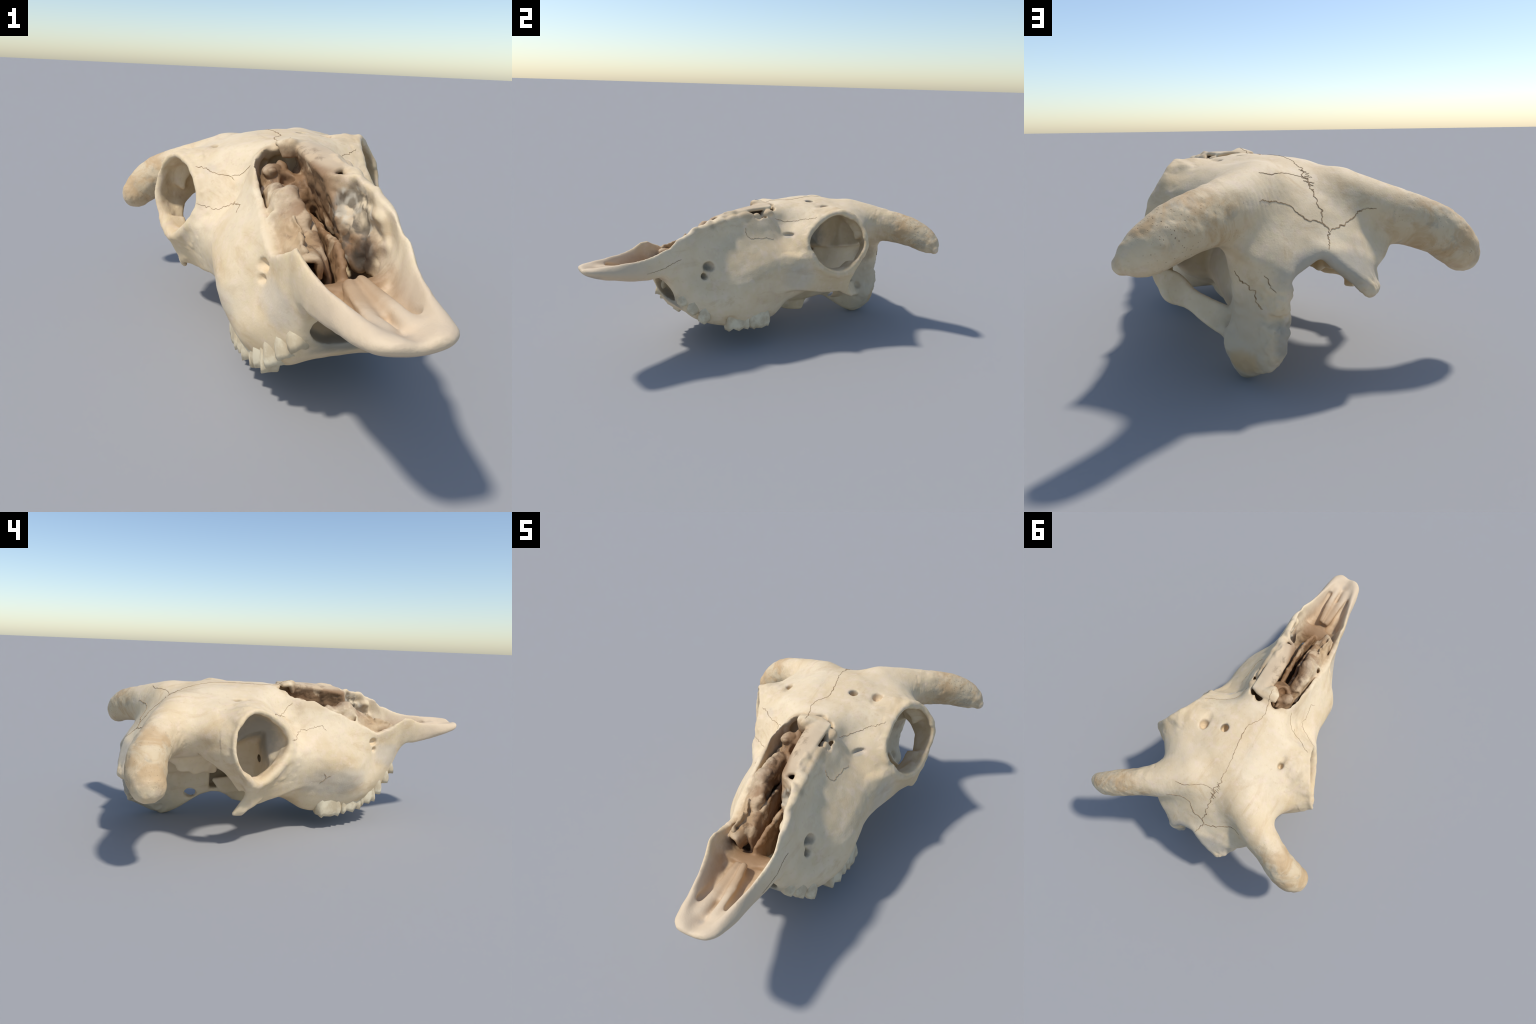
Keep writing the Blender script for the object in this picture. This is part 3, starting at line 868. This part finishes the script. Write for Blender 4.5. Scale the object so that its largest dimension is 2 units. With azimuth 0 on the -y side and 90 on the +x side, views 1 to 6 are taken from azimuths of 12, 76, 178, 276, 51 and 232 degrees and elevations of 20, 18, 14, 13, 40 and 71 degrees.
def suture(points, width=.004, zig=.005, freq=60, name="suture_line"):
    P = spline(points, 2)
    L = np.linalg.norm(np.diff(np.array(points), axis=0), axis=1).sum()
    P = spline(points, max(12, int(L / .004)))
    T = np.gradient(P, axis=0)
    pts = []
    for i, (p, tt) in enumerate(zip(P, T)):
        q, nn, _, _ = bvh.find_nearest(Vector(p))
        side = Vector(tt).cross(nn).normalized()
        zz = zig * (1 + 1.4 * max(0, noise.noise(q * 9)))
        w = noise.noise(q * freq * .4) * zz * .8 + noise.noise(q * freq) * zz + noise.noise(q * freq * 2.7) * zz * .7
        q, nn, _, _ = bvh.find_nearest(q + side * w)
        f = min(i, len(P) - 1 - i) / (len(P) * .15)
        pts.append((q, nn, side, width * min(1, .35 + f) * (.45 + 1.6 * abs(noise.noise(q * 33)))))
    me = bpy.data.meshes.new(name)
    vs, fs = [], []
    for q, nn, side, w in pts:
        b = len(vs)
        vs += [q + side * w - nn * .003, q + side * w * .6 + nn * .0012, q - side * w * .6 + nn * .0012, q - side * w - nn * .003]
        if b:
            for k in range(4): fs.append((b - 4 + k, b - 4 + (k + 1) % 4, b + (k + 1) % 4, b + k))
    fs += [(3, 2, 1, 0), tuple(len(vs) - 4 + k for k in range(4))]
    me.from_pydata(vs, [], fs)
    place(name, me, [MAT['suture']])


# midline seam of the brow, wide and saw-toothed towards the back
suture([(-.002, -.136, .726), (-.009, -.10, .718), (-.021, -.055, .702), (-.031, 0, .704), (-.023, .046, .70), (0, .078, .694), (.017, .117, .693), (.010, .20, .694), (-.005, .296, .696), (-.008, .36, .69)], .0022, .004)
suture([(-.008, .36, .69), (-.008, .412, .676), (-.015, .435, .668), (.004, .472, .648), (-.012, .486, .638), (-.006, .512, .617), (-.008, .543, .592), (-.010, .565, .572), (-.010, .592, .543), (-.006, .614, .513), (-.022, .637, .483), (-.009, .655, .465), (0, .683, .435)], .0032, .009)
for k in range(10):      # short cross teeth of the seam
    y0 = .44 + .009 * k + random.uniform(-.004, .004)
    z0 = float(np.interp(y0, [.41, .486, .543, .592, .64], [.676, .638, .592, .543, .483]))
    L_ = random.uniform(.008, .022)
    x0 = -.008 + random.uniform(-.010, .010)
    suture([(x0 - L_ * .7, y0 + .004, z0), (x0, y0, z0), (x0 + L_ * .7, y0 - .004, z0)], .0018, .003)
for p, w, g in (
        ([(-.022, .635, .486), (-.06, .625, .495), (-.103, .606, .51), (-.14, .588, .524), (-.165, .578, .544), (-.191, .579, .553), (-.225, .589, .559)], .0030, .005),
        ([(-.02, .627, .496), (.006, .615, .513), (.047, .608, .519), (.074, .587, .54), (.104, .571, .557), (.157, .569, .563), (.19, .577, .566), (.221, .587, .574)], .0030, .005),
        ([(.194, .527, .644), (.14, .517, .645), (.066, .478, .65), (.006, .476, .645)], .0012, .003),
        ([(-.326, .045, .624), (-.30, .028, .624), (-.266, -.008, .621), (-.241, -.022, .614), (-.215, -.04, .609), (-.208, -.06, .596)], .0016, .004),
        ([(-.211, -.042, .61), (-.186, -.059, .613), (-.164, -.076, .624), (-.147, -.105, .638)], .0015, .004),
        ([(-.34, -.043, .506), (-.274, -.088, .486), (-.229, -.106, .502), (-.208, -.144, .52), (-.213, -.182, .526), (-.206, -.241, .536), (-.22, -.264, .516)], .0012, .006),
        ([(-.302, -.225, .265), (-.308, -.246, .292), (-.309, -.248, .308), (-.309, -.236, .324)], .0018, .004),
        ([(-.308, -.25, .297), (-.311, -.274, .313)], .0014, .003),
        ([(.304, .053, .636), (.241, -.002, .639), (.188, -.04, .622), (.138, -.11, .63)], .0013, .005),
        ([(.134, -.297, .625), (.149, -.319, .591), (.175, -.312, .548), (.18, -.264, .544), (.192, -.17, .531)], .0011, .005),
        ([(.102, -.877, .455), (.121, -.825, .464), (.129, -.796, .472), (.133, -.755, .488), (.137, -.705, .504)], .0013, .005),
        ([(.248, .578, .36), (.237, .599, .332), (.224, .621, .302), (.215, .636, .273), (.202, .658, .25)], .0040, .010),
        ([(.198, .653, .36), (.193, .667, .338), (.179, .69, .306)], .0028, .004)):
    suture(p, w, g)

# ------------------------------------------------------------------ teeth
def tooth(base, tip, length, depth, ribs=2, seed=0, direction=(0, 1, 0)):
    """Ribbed prism from gum to a worn, uneven chewing face."""
    base, tip = Vector(base), Vector(tip)
    ax_ = (tip - base).normalized()
    d = Vector(direction); d = (d - ax_ * d.dot(ax_)).normalized()
    o = ax_.cross(d).normalized()
    vs, fs, n, m = [], [], 28, 7
    for j in range(m):
        t = j / (m - 1)
        c = base.lerp(tip, t)
        k = .90 + .18 * math.sin(min(t, .8) * math.pi * .62) - (.10 if j == m - 1 else 0)
        for i in range(n):
            a = 2 * math.pi * i / n
            ca, sa = math.cos(a), math.sin(a)
            u = math.copysign(abs(ca) ** .45, ca) * length * .5
            v = math.copysign(abs(sa) ** .45, sa) * depth * .5
            v *= 1 + .16 * math.cos(u / (length * .5) * math.pi * ribs)
            p = c + d * u * k + o * v * k
            if j >= m - 2: p += ax_ * (.006 * math.cos(u / length * 2 * math.pi * ribs) + noise.noise(p * 40) * .006)
            vs.append(p + noise.noise_vector(p * 25 + Vector((seed, 0, 0))) * .0025)
    for j in range(m - 1):
        for i in range(n):
            fs.append((j * n + i, j * n + (i + 1) % n, (j + 1) * n + (i + 1) % n, (j + 1) * n + i))
    mid = len(vs); vs.append(tip - ax_ * .008)
    for i in range(n): fs.append(((m - 1) * n + i, (m - 1) * n + (i + 1) % n, mid))
    fs.append(tuple(range(n))[::-1])
    me = bpy.data.meshes.new("tooth")
    me.from_pydata(vs, [], fs)
    bm = bmesh.new(); bm.from_mesh(me); bmesh.ops.recalc_face_normals(bm, faces=bm.faces); bm.to_mesh(me); bm.free()
    me.polygons.foreach_set("use_smooth", np.ones(len(me.polygons), bool))
    place("tooth", me, [MAT['tooth']])


# outer edge of the chewing level, from front to back (x, y, z), and the gum above it
chew = [(.118, -.735, .272), (.150, -.695, .235), (.174, -.650, .180), (.200, -.595, .135), (.218, -.515, .098), (.240, -.425, .084), (.251, -.345, .074), (.252, -.260, .070), (.244, -.185, .080)]
spans = [(0, 1), (1, 2), (2, 3), (3.02, 4.1), (4.1, 5.5), (5.5, 7.2)]
path = spline(chew, 321)
for i, (a, b) in enumerate(spans):
    for s in (-1, 1):
        if s == 1 and i == 3: continue          # lost on the left
        p, q = path[int(a * 40)], path[int(b * 40)]
        d = Vector(q - p)
        mid_ = Vector((p + q) / 2)
        depth = .05 + .004 * i
        out = Vector((d.y, -d.x, 0)).normalized()
        if out.x < 0: out = -out
        mid_ = mid_ - out * (depth * .5 - .014)
        gum = mid_ + Vector((0, .034 - .006 * i, .110)) - out * .007
        f = lambda v: Vector((s * v.x + bend(v.y), v.y, v.z))
        tooth(f(gum), f(mid_), d.length * (.84 if i < 3 else .98), depth, (1, 1, 1, 2, 2, 3)[i], i * 2 + s, (s * d.x, d.y, d.z * .6))
print("verts", len(V), "quads", len(Q))
